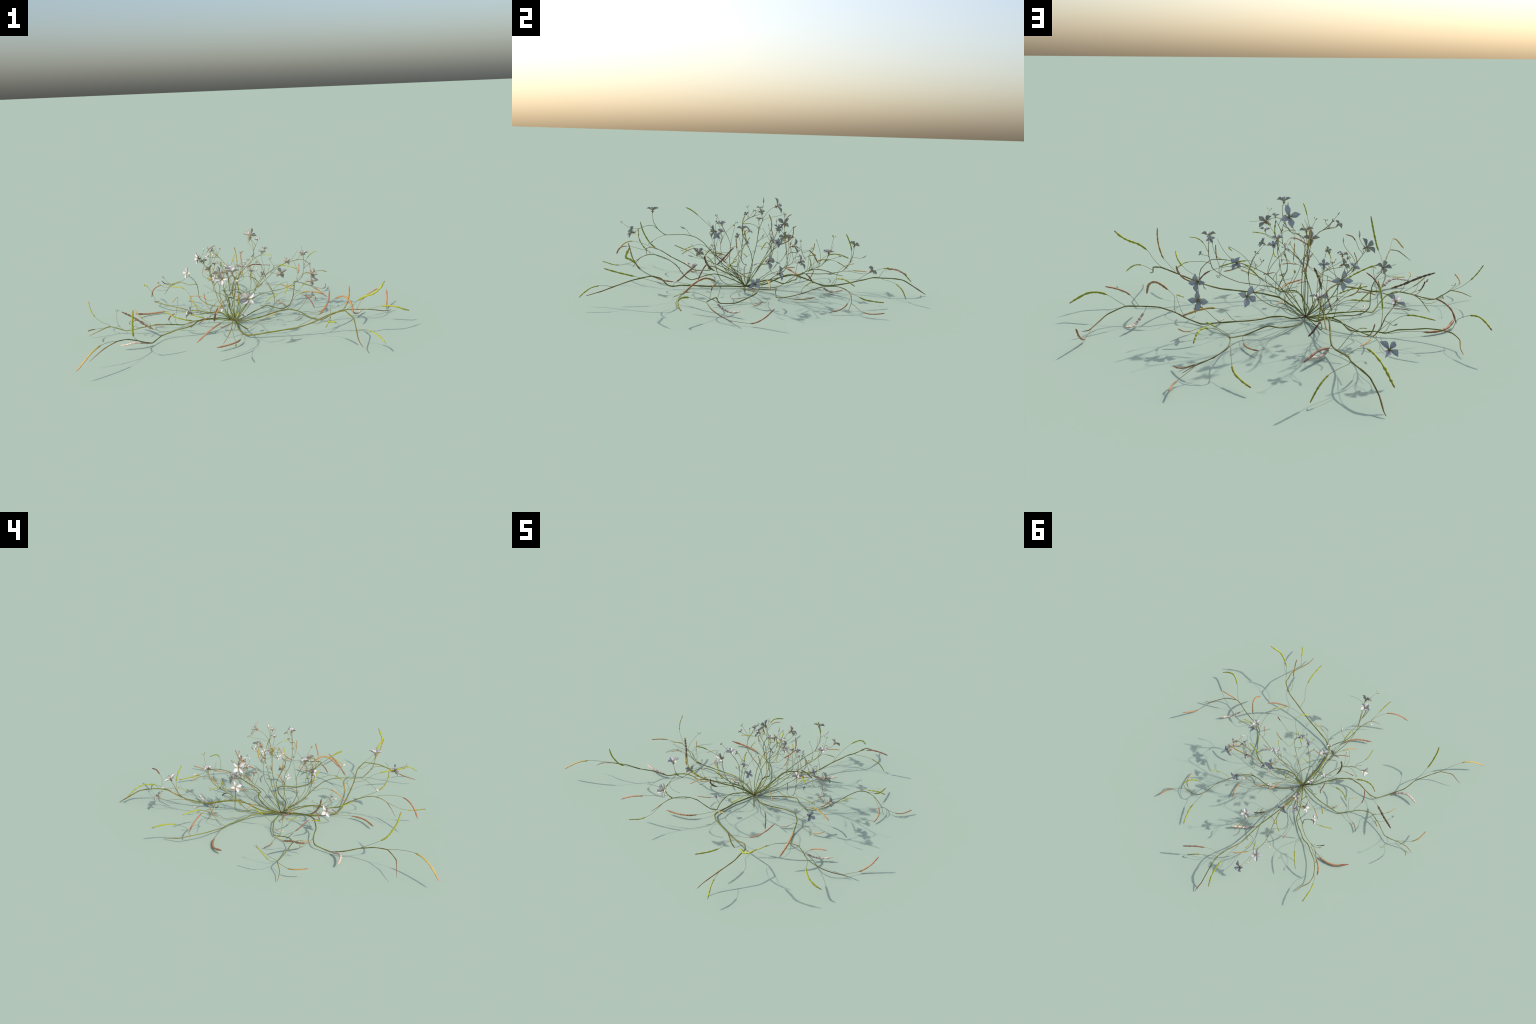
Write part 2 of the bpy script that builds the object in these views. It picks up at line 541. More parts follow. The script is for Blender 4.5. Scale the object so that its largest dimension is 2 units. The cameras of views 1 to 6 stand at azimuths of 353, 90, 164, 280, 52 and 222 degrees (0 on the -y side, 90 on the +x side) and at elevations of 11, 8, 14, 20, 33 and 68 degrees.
stem(0.0046, 0.0032, (-0.064, -0.074, 0.012), (-0.071, -0.015, 0.017), (-0.074, 0.040, 0.026), (-0.080, 0.090, 0.048), (-0.078, 0.131, 0.069), (-0.077, 0.173, 0.085), (-0.070, 0.219, 0.086), (-0.059, 0.262, 0.075), (-0.047, 0.303, 0.062), (-0.034, 0.343, 0.048), (-0.026, 0.384, 0.037), (-0.023, 0.431, 0.038), (-0.022, 0.484, 0.046), (-0.020, 0.536, 0.056), (-0.011, 0.580, 0.070), (0.002, 0.624, 0.083), (0.015, 0.673, 0.099), (0.024, 0.721, 0.100), (0.022, 0.768, 0.099), (0.014, 0.814, 0.095), (0.005, 0.860, 0.085), (-0.002, 0.925, 0.046), (0.003, 0.975, 0.015), (0.001, 0.993, 0.004))
stem(0.0036, 0.0022, (-0.066, -0.077, 0.012), (-0.096, -0.121, 0.031), (-0.090, -0.170, 0.051), (-0.087, -0.219, 0.069), (-0.082, -0.267, 0.078), (-0.072, -0.316, 0.069), (-0.052, -0.363, 0.054), (-0.027, -0.398, 0.048), (-0.040, -0.432, 0.060), (-0.067, -0.464, 0.089), (-0.099, -0.495, 0.120), (-0.114, -0.536, 0.146), (-0.122, -0.584, 0.166), (-0.129, -0.633, 0.178), (-0.140, -0.680, 0.173), (-0.150, -0.722, 0.152), (-0.173, -0.751, 0.118), (-0.205, -0.775, 0.082))
stem(0.0026, 0.0017, (-0.066, -0.077, 0.012), (-0.108, -0.108, 0.051), (-0.117, -0.151, 0.088), (-0.120, -0.205, 0.124), (-0.113, -0.255, 0.170), (-0.122, -0.298, 0.217), (-0.142, -0.341, 0.260), (-0.158, -0.392, 0.289), (-0.163, -0.452, 0.300), (-0.156, -0.514, 0.299), (-0.142, -0.569, 0.299), (-0.127, -0.608, 0.329), (-0.116, -0.637, 0.375), (-0.117, -0.647, 0.427))
stem(0.004, 0.0024, (-0.064, -0.075, 0.012), (-0.104, -0.070, 0.015), (-0.143, -0.065, 0.019), (-0.182, -0.059, 0.024), (-0.222, -0.055, 0.026), (-0.264, -0.057, 0.024), (-0.306, -0.060, 0.024), (-0.348, -0.066, 0.017), (-0.385, -0.074, 0.009), (-0.412, -0.096, 0.017), (-0.437, -0.123, 0.028), (-0.465, -0.148, 0.039), (-0.491, -0.173, 0.048), (-0.520, -0.189, 0.054), (-0.552, -0.201, 0.060), (-0.579, -0.208, 0.055), (-0.619, -0.196, 0.048), (-0.659, -0.184, 0.038), (-0.698, -0.166, 0.026), (-0.734, -0.151, 0.021), (-0.781, -0.151, 0.039), (-0.830, -0.160, 0.057), (-0.869, -0.173, 0.046), (-0.900, -0.181, 0.036), (-0.928, -0.179, 0.023), (-0.955, -0.176, 0.010))
stem(0.0023, 0.0015, (-0.064, -0.075, 0.012), (-0.022, -0.085, 0.081), (0.030, -0.085, 0.137), (0.097, -0.072, 0.165), (0.173, -0.071, 0.181), (0.246, -0.084, 0.195), (0.309, -0.094, 0.224), (0.358, -0.094, 0.262), (0.374, -0.092, 0.323), (0.374, -0.091, 0.395))
stem(0.0023, 0.0014, (-0.064, -0.075, 0.012), (-0.065, -0.057, 0.086), (-0.061, -0.040, 0.159), (-0.047, -0.026, 0.227), (-0.020, -0.015, 0.286), (0.023, -0.010, 0.332), (0.067, -0.006, 0.372), (0.079, 0.015, 0.429), (0.103, -0.000, 0.485))
stem(0.0023, 0.0014, (-0.064, -0.075, 0.012), (-0.044, -0.052, 0.077), (-0.031, -0.039, 0.143), (-0.034, -0.045, 0.206), (-0.047, -0.069, 0.264), (-0.073, -0.096, 0.315), (-0.100, -0.109, 0.359), (-0.129, -0.092, 0.398), (-0.153, -0.048, 0.421), (-0.179, 0.006, 0.440))
stem(0.0027, 0.0015, (-0.064, -0.075, 0.012), (-0.103, -0.046, 0.048), (-0.137, -0.016, 0.088), (-0.158, 0.015, 0.132), (-0.170, 0.047, 0.179), (-0.174, 0.082, 0.220), (-0.176, 0.122, 0.251), (-0.193, 0.147, 0.284), (-0.223, 0.151, 0.322), (-0.257, 0.148, 0.363))
stem(0.0024, 0.0015, (-0.064, -0.075, 0.012), (-0.072, -0.007, 0.007), (-0.076, 0.058, 0.005), (-0.073, 0.118, 0.013), (-0.058, 0.166, 0.042), (-0.037, 0.208, 0.081), (-0.024, 0.259, 0.108), (-0.015, 0.313, 0.133), (0.002, 0.361, 0.157), (0.024, 0.392, 0.192), (0.043, 0.405, 0.236))
stem(0.0023, 0.0015, (-0.064, -0.075, 0.012), (0.011, -0.029, 0.092), (0.076, 0.012, 0.178), (0.146, 0.049, 0.252), (0.228, 0.068, 0.301), (0.316, 0.064, 0.332), (0.393, 0.064, 0.340), (0.439, 0.069, 0.304), (0.448, 0.048, 0.235))
stem(0.0021, 0.0014, (-0.064, -0.075, 0.012), (-0.072, -0.120, 0.052), (-0.080, -0.155, 0.098), (-0.087, -0.176, 0.149), (-0.095, -0.176, 0.204), (-0.103, -0.174, 0.259), (-0.107, -0.197, 0.313), (-0.110, -0.229, 0.366))
stem(0.0021, 0.0014, (-0.064, -0.075, 0.012), (-0.075, -0.120, 0.051), (-0.089, -0.167, 0.081), (-0.104, -0.210, 0.115), (-0.117, -0.243, 0.157), (-0.129, -0.264, 0.206), (-0.141, -0.272, 0.261), (-0.152, -0.273, 0.317))
stem(0.0028, 0.0017, (-0.064, -0.075, 0.012), (-0.067, 0.017, 0.041), (-0.073, 0.108, 0.065), (-0.084, 0.198, 0.082), (-0.104, 0.284, 0.092), (-0.132, 0.363, 0.087), (-0.151, 0.438, 0.090), (-0.149, 0.505, 0.105), (-0.158, 0.549, 0.147), (-0.170, 0.571, 0.203), (-0.203, 0.581, 0.250))
stem(0.0021, 0.0014, (-0.064, -0.075, 0.012), (0.003, -0.131, 0.036), (0.069, -0.180, 0.045), (0.122, -0.214, 0.077), (0.155, -0.236, 0.129), (0.160, -0.248, 0.192), (0.136, -0.250, 0.256), (0.091, -0.240, 0.315))
stem(0.0021, 0.0014, (-0.064, -0.075, 0.012), (-0.048, -0.046, 0.077), (-0.028, -0.015, 0.131), (0.015, 0.016, 0.160), (0.073, 0.045, 0.170), (0.129, 0.063, 0.205), (0.184, 0.074, 0.247), (0.236, 0.083, 0.292), (0.293, 0.096, 0.318))
stem(0.0018, 0.0012, (-0.138, -0.575, 0.300), (-0.123, -0.608, 0.331), (-0.107, -0.640, 0.356), (-0.090, -0.675, 0.356), (-0.073, -0.714, 0.341), (-0.060, -0.750, 0.315))
stem(0.0026, 0.0016, (-0.064, -0.075, 0.012), (-0.108, -0.106, 0.039), (-0.137, -0.147, 0.072), (-0.158, -0.198, 0.099), (-0.179, -0.254, 0.119), (-0.205, -0.305, 0.135), (-0.244, -0.346, 0.145), (-0.294, -0.372, 0.149), (-0.352, -0.381, 0.150))
stem(0.0028, 0.0018, (-0.064, -0.075, 0.012), (-0.081, -0.027, 0.020), (-0.101, 0.019, 0.025), (-0.122, 0.059, 0.039), (-0.146, 0.092, 0.060), (-0.183, 0.117, 0.067), (-0.219, 0.142, 0.074), (-0.249, 0.164, 0.090), (-0.269, 0.175, 0.117), (-0.271, 0.173, 0.157), (-0.277, 0.169, 0.199), (-0.300, 0.161, 0.238), (-0.334, 0.156, 0.270))
stem(0.0024, 0.0016, (-0.270, 0.170, 0.175), (-0.277, 0.193, 0.192), (-0.295, 0.214, 0.193), (-0.320, 0.230, 0.185), (-0.343, 0.245, 0.191), (-0.368, 0.258, 0.200), (-0.397, 0.265, 0.195), (-0.428, 0.270, 0.184), (-0.454, 0.275, 0.166), (-0.472, 0.288, 0.140), (-0.487, 0.307, 0.113))

HEADS = [(.02, -.27, .335), (.20, .14, .33), (-.20, .07, .30), (.36, .06, .27), (-.06, .33, .20), (.03, -.1, .33), (.06, .13, .46), (-.15, .2, .36)]
# target, arriving direction, outward lean and sideways bow of each slender stem
CANES = [((.022, -.215, .315), (-.2, .3, .9), 1.0, -.35), ((-.118, .175, .235), (.3, .3, .7), 1.1, .3),
         ((-.165, -.118, .270), (-.2, -.5, .7), 1.2, .6), ((.205, .205, .235), (.7, -.2, .3), 1.0, -.3)]

# further slender stems that carry single flowers or buds
for P, T, lean, bow in CANES:
    cane(.0021, .0011, P, T, lean, bow)

# seed pods: colour, share that is thin stalk, curve
pod('tan', 0.37, (0.562, 0.508, 0.043), (0.603, 0.532, 0.026), (0.639, 0.568, 0.017), (0.656, 0.609, 0.019), (0.666, 0.656, 0.027))
pod('tan', 0.30, (0.667, -0.243, 0.077), (0.691, -0.236, 0.115), (0.723, -0.229, 0.145), (0.766, -0.216, 0.167), (0.810, -0.204, 0.182))
pod('tan', 0.40, (0.880, -0.137, 0.016), (0.899, -0.075, 0.012), (0.918, -0.014, 0.014), (0.938, 0.040, 0.047), (0.950, 0.086, 0.096))
pod('russet', 0.38, (0.270, -0.472, 0.067), (0.361, -0.453, 0.100), (0.423, -0.419, 0.132), (0.462, -0.375, 0.178), (0.480, -0.324, 0.224))
pod('russet', 0.30, (-0.218, 0.154, 0.374), (-0.206, 0.156, 0.401), (-0.188, 0.167, 0.424), (-0.167, 0.179, 0.436), (-0.146, 0.190, 0.443))
pod('tan', 0.10, (0.515, -0.204, 0.125), (0.553, -0.242, 0.156), (0.583, -0.280, 0.166), (0.606, -0.331, 0.141), (0.610, -0.387, 0.083))
pod('tan', 0.35, (-0.431, 0.283, 0.183), (-0.476, 0.309, 0.179), (-0.520, 0.330, 0.171), (-0.557, 0.360, 0.137), (-0.570, 0.386, 0.084))
pod('pale', 0.25, (0.338, -0.071, 0.022), (0.334, -0.092, 0.017), (0.328, -0.112, 0.013), (0.313, -0.130, 0.012), (0.297, -0.147, 0.011))
pod('tan', 0.50, (-0.195, 0.200, 0.022), (-0.205, 0.250, 0.017), (-0.214, 0.296, 0.030), (-0.221, 0.325, 0.058), (-0.226, 0.341, 0.098))
pod('pale', 0.05, (0.640, -0.213, 0.057), (0.664, -0.186, 0.034), (0.686, -0.156, 0.021), (0.711, -0.122, 0.018), (0.741, -0.084, 0.030))
pod('green', 0.25, (-0.569, 0.411, 0.114), (-0.591, 0.450, 0.136), (-0.608, 0.496, 0.144), (-0.613, 0.545, 0.135), (-0.614, 0.593, 0.117))
pod('tan', 0.25, (0.324, -0.118, 0.271), (0.331, -0.122, 0.292), (0.335, -0.124, 0.314), (0.336, -0.126, 0.337), (0.336, -0.127, 0.358))
pod('straw', 0.45, (-0.825, -0.162, 0.054), (-0.873, -0.197, 0.060), (-0.915, -0.232, 0.067), (-0.935, -0.276, 0.076), (-0.942, -0.337, 0.089))
pod('straw', 0.00, (-0.119, 0.306, 0.213), (-0.134, 0.316, 0.221), (-0.148, 0.327, 0.234), (-0.156, 0.332, 0.253), (-0.163, 0.335, 0.272))
pod('green', 0.15, (0.212, 0.044, 0.318), (0.248, 0.037, 0.319), (0.283, 0.028, 0.313), (0.317, 0.019, 0.304), (0.351, 0.012, 0.293))
pod('straw', 0.10, (-0.024, 0.057, 0.338), (-0.024, 0.068, 0.367), (-0.027, 0.068, 0.395), (-0.032, 0.063, 0.424), (-0.039, 0.050, 0.451))
pod('tan', 0.00, (-0.243, 0.085, 0.285), (-0.241, 0.082, 0.298), (-0.239, 0.079, 0.312), (-0.235, 0.075, 0.324), (-0.231, 0.072, 0.337))
pod('green', 0.30, (0.478, -0.302, 0.061), (0.478, -0.345, 0.072), (0.467, -0.383, 0.068), (0.449, -0.418, 0.052), (0.425, -0.453, 0.034))
pod('green', 0.45, (-0.831, -0.143, 0.062), (-0.880, -0.134, 0.085), (-0.916, -0.120, 0.118), (-0.938, -0.100, 0.156), (-0.947, -0.070, 0.199))
pod('pale', 0.30, (-0.300, -0.065, 0.020), (-0.325, -0.078, 0.018), (-0.347, -0.093, 0.020), (-0.362, -0.114, 0.023), (-0.367, -0.137, 0.029))
pod('russet', 0.35, (-0.461, -0.161, 0.053), (-0.472, -0.197, 0.072), (-0.475, -0.227, 0.094), (-0.463, -0.257, 0.120), (-0.438, -0.288, 0.142))
pod('green', 0.00, (0.132, -0.050, 0.409), (0.144, -0.061, 0.412), (0.156, -0.072, 0.413), (0.168, -0.084, 0.413), (0.179, -0.095, 0.412))
pod('straw', 0.20, (0.030, 0.437, 0.197), (0.036, 0.459, 0.189), (0.041, 0.480, 0.178), (0.045, 0.500, 0.166), (0.048, 0.520, 0.153))
pod('dark', 0.35, (-0.183, -0.205, 0.067), (-0.201, -0.255, 0.072), (-0.210, -0.294, 0.088), (-0.206, -0.324, 0.124), (-0.188, -0.337, 0.170))
pod('green', 0.40, (0.404, 0.399, 0.120), (0.448, 0.411, 0.155), (0.498, 0.433, 0.171), (0.529, 0.465, 0.167), (0.554, 0.509, 0.141))
pod('russet', 0.15, (0.091, 0.728, 0.155), (0.125, 0.753, 0.169), (0.164, 0.780, 0.175), (0.201, 0.807, 0.168), (0.238, 0.833, 0.157))
pod('green', 0.35, (0.406, 0.471, 0.096), (0.417, 0.526, 0.070), (0.420, 0.580, 0.046), (0.407, 0.635, 0.034), (0.384, 0.692, 0.025))
pod('straw', 0.00, (-0.421, -0.155, 0.203), (-0.429, -0.164, 0.197), (-0.437, -0.175, 0.192), (-0.444, -0.186, 0.188), (-0.451, -0.196, 0.183))
pod('tan', 0.30, (-0.228, 0.035, 0.128), (-0.255, 0.046, 0.145), (-0.285, 0.062, 0.151), (-0.310, 0.077, 0.148), (-0.334, 0.092, 0.141))
pod('green', 0.40, (0.367, 0.237, 0.072), (0.394, 0.244, 0.093), (0.419, 0.258, 0.113), (0.443, 0.276, 0.132), (0.466, 0.295, 0.150))
pod('green', 0.00, (-0.073, -0.105, 0.382), (-0.068, -0.103, 0.398), (-0.062, -0.100, 0.413), (-0.053, -0.095, 0.427), (-0.044, -0.090, 0.441))
pod('tan', 0.40, (-0.331, 0.243, 0.014), (-0.423, 0.249, 0.019), (-0.519, 0.260, 0.010), (-0.607, 0.236, 0.012), (-0.679, 0.175, 0.034))
pod('green', 0.35, (-0.316, 0.312, 0.090), (-0.338, 0.345, 0.120), (-0.368, 0.381, 0.135), (-0.402, 0.418, 0.135), (-0.440, 0.456, 0.130))
pod('pale', 0.05, (-0.022, 0.375, 0.032), (0.010, 0.403, 0.016), (0.043, 0.432, 0.013), (0.078, 0.460, 0.024), (0.113, 0.491, 0.040))
pod('green', 0.20, (0.227, -0.355, 0.292), (0.220, -0.381, 0.282), (0.212, -0.404, 0.271), (0.201, -0.425, 0.260), (0.190, -0.444, 0.250))
pod('straw', 0.10, (0.354, 0.040, 0.117), (0.396, 0.051, 0.128), (0.441, 0.060, 0.127), (0.485, 0.063, 0.117), (0.526, 0.063, 0.105))
pod('green', 0.45, (-0.023, 0.577, 0.068), (-0.027, 0.662, 0.122), (-0.030, 0.760, 0.150), (-0.041, 0.848, 0.130), (-0.061, 0.916, 0.066))
pod('straw', 0.35, (-0.589, -0.177, 0.064), (-0.617, -0.169, 0.081), (-0.641, -0.157, 0.099), (-0.659, -0.142, 0.121), (-0.675, -0.128, 0.143))
pod('tan', 0.35, (0.470, 0.498, 0.076), (0.522, 0.483, 0.057), (0.565, 0.460, 0.035), (0.591, 0.426, 0.020), (0.608, 0.373, 0.010))
pod('russet', 0.50, (-0.086, -0.286, 0.068), (-0.098, -0.333, 0.079), (-0.118, -0.377, 0.082), (-0.149, -0.410, 0.080), (-0.190, -0.436, 0.074))
pod('tan', 0.20, (0.101, 0.131, 0.145), (0.113, 0.149, 0.156), (0.128, 0.167, 0.163), (0.141, 0.186, 0.167), (0.153, 0.207, 0.169))
pod('green', 0.30, (0.380, -0.089, 0.342), (0.392, -0.083, 0.368), (0.410, -0.079, 0.391), (0.434, -0.071, 0.406), (0.463, -0.059, 0.413))
pod('green', 0.35, (-0.160, 0.555, 0.165), (-0.160, 0.562, 0.209), (-0.160, 0.557, 0.252), (-0.159, 0.542, 0.294), (-0.154, 0.523, 0.334))
pod('green', 0.30, (-0.074, 0.478, 0.116), (-0.086, 0.496, 0.134), (-0.093, 0.518, 0.147), (-0.096, 0.545, 0.156), (-0.095, 0.572, 0.162))
pod('straw', 0.30, (-0.631, -0.237, 0.095), (-0.652, -0.255, 0.107), (-0.669, -0.276, 0.115), (-0.679, -0.303, 0.118), (-0.689, -0.332, 0.117))
pod('russet', 0.40, (0.261, -0.262, 0.221), (0.305, -0.280, 0.209), (0.345, -0.295, 0.190), (0.371, -0.311, 0.160), (0.388, -0.327, 0.121))
pod('dark', 0.20, (-0.029, 0.259, 0.114), (-0.010, 0.280, 0.105), (0.010, 0.298, 0.093), (0.031, 0.311, 0.076), (0.054, 0.321, 0.061))
pod('straw', 0.45, (-0.124, -0.293, 0.193), (-0.135, -0.343, 0.216), (-0.161, -0.392, 0.219), (-0.184, -0.439, 0.201), (-0.213, -0.478, 0.171))
pod('green', 0.40, (-0.102, 0.239, 0.159), (-0.116, 0.268, 0.179), (-0.135, 0.295, 0.192), (-0.165, 0.321, 0.196), (-0.201, 0.344, 0.196))
pod('tan', 0.45, (0.393, -0.036, 0.023), (0.436, -0.033, 0.014), (0.477, -0.016, 0.010), (0.507, 0.003, 0.020), (0.534, 0.029, 0.042))
pod('tan', 0.30, (-0.219, -0.294, 0.115), (-0.241, -0.309, 0.111), (-0.263, -0.320, 0.103), (-0.285, -0.329, 0.093), (-0.307, -0.337, 0.083))
pod('russet', 0.20, (-0.478, -0.087, 0.016), (-0.503, -0.084, 0.013), (-0.526, -0.077, 0.013), (-0.547, -0.062, 0.013), (-0.566, -0.045, 0.011))
pod('straw', 0.40, (0.149, -0.161, 0.242), (0.185, -0.167, 0.242), (0.220, -0.169, 0.240), (0.254, -0.180, 0.226), (0.287, -0.196, 0.217))
pod('straw', 0.30, (0.029, -0.446, 0.096), (0.058, -0.455, 0.111), (0.088, -0.457, 0.126), (0.118, -0.456, 0.139), (0.149, -0.448, 0.150))
pod('straw', 0.30, (-0.132, 0.522, 0.109), (-0.118, 0.558, 0.115), (-0.096, 0.590, 0.119), (-0.070, 0.619, 0.122), (-0.041, 0.644, 0.123))
pod('green', 0.40, (-0.099, -0.574, 0.160), (-0.102, -0.634, 0.186), (-0.102, -0.685, 0.218), (-0.099, -0.720, 0.273), (-0.107, -0.728, 0.335))
pod('green', 0.38, (0.340, -0.574, 0.100), (0.381, -0.628, 0.122), (0.399, -0.692, 0.139), (0.405, -0.761, 0.155), (0.401, -0.837, 0.174))
pod('tan', 0.00, (-0.006, -0.263, 0.216), (-0.024, -0.263, 0.217), (-0.041, -0.264, 0.217), (-0.059, -0.263, 0.214), (-0.078, -0.263, 0.211))
pod('green', 0.45, (0.037, 0.731, 0.093), (0.086, 0.764, 0.093), (0.135, 0.793, 0.085), (0.179, 0.822, 0.059), (0.216, 0.841, 0.012))
pod('tan', 0.35, (0.275, 0.122, 0.018), (0.288, 0.174, 0.016), (0.292, 0.225, 0.012), (0.281, 0.275, 0.014), (0.257, 0.324, 0.020))
pod('green', 0.10, (-0.370, 0.149, 0.236), (-0.395, 0.139, 0.232), (-0.418, 0.128, 0.227), (-0.440, 0.114, 0.222), (-0.462, 0.100, 0.217))
pod('russet', 0.00, (0.157, 0.175, 0.297), (0.169, 0.176, 0.296), (0.180, 0.177, 0.295), (0.192, 0.176, 0.294), (0.203, 0.176, 0.293))
pod('green', 0.10, (0.103, -0.250, 0.148), (0.114, -0.261, 0.171), (0.132, -0.272, 0.191), (0.152, -0.284, 0.208), (0.174, -0.297, 0.223))
pod('green', 0.30, (0.429, -0.107, 0.292), (0.455, -0.099, 0.295), (0.480, -0.089, 0.294), (0.502, -0.075, 0.287), (0.523, -0.061, 0.277))
pod('tan', 0.00, (0.017, 0.194, 0.334), (0.016, 0.196, 0.348), (0.015, 0.197, 0.361), (0.014, 0.196, 0.375), (0.013, 0.195, 0.388))
pod('dark', 0.30, (-0.423, 0.266, 0.195), (-0.447, 0.258, 0.197), (-0.468, 0.247, 0.199), (-0.486, 0.235, 0.211), (-0.499, 0.224, 0.229))
pod('green', 0.35, (-0.284, -0.398, 0.157), (-0.305, -0.427, 0.172), (-0.317, -0.462, 0.186), (-0.318, -0.498, 0.199), (-0.314, -0.534, 0.215))
pod('russet', 0.20, (-0.181, -0.180, 0.120), (-0.190, -0.156, 0.092), (-0.192, -0.134, 0.064), (-0.192, -0.110, 0.048), (-0.199, -0.102, 0.018))
pod('straw', 0.45, (-0.753, -0.728, 0.133), (-0.782, -0.782, 0.148), (-0.812, -0.835, 0.159), (-0.845, -0.887, 0.160), (-0.882, -0.932, 0.143), (-0.920, -0.968, 0.111), (-0.960, -0.997, 0.072))
pod('green', 0.35, (-0.655, -0.594, 0.087), (-0.668, -0.638, 0.112), (-0.673, -0.684, 0.136), (-0.676, -0.727, 0.165), (-0.675, -0.759, 0.209), (-0.672, -0.784, 0.259), (-0.665, -0.799, 0.316))
pod('pale', 0.05, (-0.583, -0.427, 0.016), (-0.609, -0.449, 0.024), (-0.634, -0.469, 0.033), (-0.662, -0.481, 0.041), (-0.693, -0.487, 0.041), (-0.726, -0.483, 0.034), (-0.760, -0.475, 0.031))
pod('dark', 0.30, (-0.469, -0.312, 0.038), (-0.522, -0.299, 0.043), (-0.573, -0.278, 0.056), (-0.617, -0.253, 0.077), (-0.659, -0.226, 0.103), (-0.704, -0.202, 0.127), (-0.752, -0.177, 0.147))
pod('green', 0.20, (-0.291, -0.302, 0.087), (-0.330, -0.316, 0.097), (-0.366, -0.335, 0.108), (-0.404, -0.346, 0.122), (-0.442, -0.346, 0.137), (-0.476, -0.332, 0.155), (-0.510, -0.309, 0.169))
pod('green', 0.15, (-0.233, -0.185, 0.061), (-0.267, -0.190, 0.075), (-0.300, -0.191, 0.086), (-0.333, -0.184, 0.095), (-0.363, -0.167, 0.104), (-0.392, -0.147, 0.113))
pod('tan', 0.35, (-0.059, -0.395, 0.013), (-0.067, -0.450, 0.019), (-0.080, -0.505, 0.022), (-0.102, -0.555, 0.024), (-0.137, -0.595, 0.026), (-0.182, -0.624, 0.026), (-0.231, -0.649, 0.027))
pod('tan', 0.45, (-0.156, -0.673, 0.195), (-0.166, -0.727, 0.205), (-0.190, -0.776, 0.213), (-0.219, -0.821, 0.212), (-0.259, -0.855, 0.200), (-0.303, -0.881, 0.175), (-0.350, -0.899, 0.141))
pod('green', 0.50, (-0.146, -0.731, 0.145), (-0.145, -0.768, 0.128), (-0.142, -0.804, 0.112), (-0.143, -0.841, 0.106), (-0.145, -0.879, 0.106), (-0.150, -0.916, 0.115), (-0.157, -0.952, 0.124))
pod('straw', 0.35, (0.451, -0.554, 0.140), (0.478, -0.602, 0.169), (0.497, -0.629, 0.194), (0.507, -0.649, 0.226), (0.513, -0.665, 0.259), (0.515, -0.675, 0.296), (0.512, -0.686, 0.333))
pod('green', 0.35, (0.518, -0.566, 0.164), (0.545, -0.604, 0.192), (0.570, -0.634, 0.230), (0.607, -0.658, 0.258), (0.652, -0.674, 0.275), (0.692, -0.664, 0.301), (0.726, -0.645, 0.336))
pod('green', 0.35, (0.720, -0.262, 0.070), (0.759, -0.299, 0.090), (0.794, -0.338, 0.106), (0.834, -0.367, 0.112), (0.877, -0.384, 0.106), (0.921, -0.379, 0.088), (0.960, -0.358, 0.072))
pod('green', 0.35, (0.535, -0.762, 0.100), (0.561, -0.795, 0.109), (0.584, -0.828, 0.112), (0.608, -0.863, 0.104), (0.630, -0.890, 0.086), (0.651, -0.915, 0.060))
pod('green', 0.30, (-0.267, -0.025, 0.054), (-0.285, -0.009, 0.079), (-0.303, 0.008, 0.104), (-0.318, 0.027, 0.129), (-0.334, 0.045, 0.155))
pod('tan', 0.20, (0.005, 0.071, 0.259), (0.009, 0.108, 0.276), (0.013, 0.146, 0.290), (0.019, 0.178, 0.312), (0.017, 0.197, 0.344))
pod('straw', 0.00, (-0.003, -0.076, 0.277), (-0.005, -0.078, 0.297), (-0.008, -0.082, 0.316), (-0.010, -0.086, 0.335), (-0.012, -0.091, 0.354))
pod('green', 0.30, (-0.159, -0.343, 0.391), (-0.161, -0.368, 0.413), (-0.163, -0.393, 0.434), (-0.165, -0.420, 0.452), (-0.167, -0.451, 0.466))
pod('green', 0.10, (-0.010, 0.294, 0.207), (-0.003, 0.304, 0.187), (-0.000, 0.306, 0.164), (0.002, 0.300, 0.141), (0.004, 0.292, 0.118))

# flowers: centre, facing, petal length
flower((.146, -.006, .437), (.1, 0, 1), .021)
flower((-.179, .006, .447), (-.7, .2, .6), .021)
flower((.091, -.240, .326), (.8, -.2, .5), .028)
flower((.293, .096, .325), (.6, .6, .4), .029)
flower((-.214, -.085, .429), (-.6, -.4, .7), .018)
flower((-.203, .581, .259), (-.3, .25, .9), .038, (.67, -.74, 0))
flower((.103, -.001, .497), (0, 0, 1), .020)
flower((.141, .105, .392), (.2, .3, .9), .025)
flower((-.152, -.273, .327), (-.2, -.95, .15), .038, (0, 0, 1))
flower((-.045, -.384, .126), (.3, -.3, .8), .018)
flower((.285, .230, .221), (-.1, .95, .3), .040, (-1, .3, -.4))
flower((.459, .109, .182), (.3, .9, .2), .038, (-1, .3, 0))
flower((.374, -.091, .407), (0, -.1, 1), .031)
flower((-.257, .148, .373), (-.95, -.15, .3), .040, (-.13, .8, 1))
flower((.448, .048, .245), (.6, .8, .1), .038, (.15, 0, 1))
flower((.071, .096, .509), (.1, .9, .35), .042, (-1, .3, .4))
flower((-.161, .117, .337), (0, .1, 1), .026)
flower((-.060, -.756, .319), (.2, -.85, .3), .042)
flower((-.191, .179, .292), (-.4, .2, .9), .030)
flower((-.134, -.029, .460), (0, 0, 1), .011)
flower((-.139, .684, .114), (0, .8, .6), .037, (1, -.3, 1))
flower((-.125, -.645, .444), (0, 0, 1), .037)
flower((-.352, -.381, .162), (-.9, 0, .3), .038, (.1, -.6, -1))
flower((-.095, .071, .287), (.4, .7, .5), .023)
flower((-.182, -.132, .298), (-.7, -.5, .4), .019)
flower((-.110, -.229, .376), (.2, -.3, .9), .031)
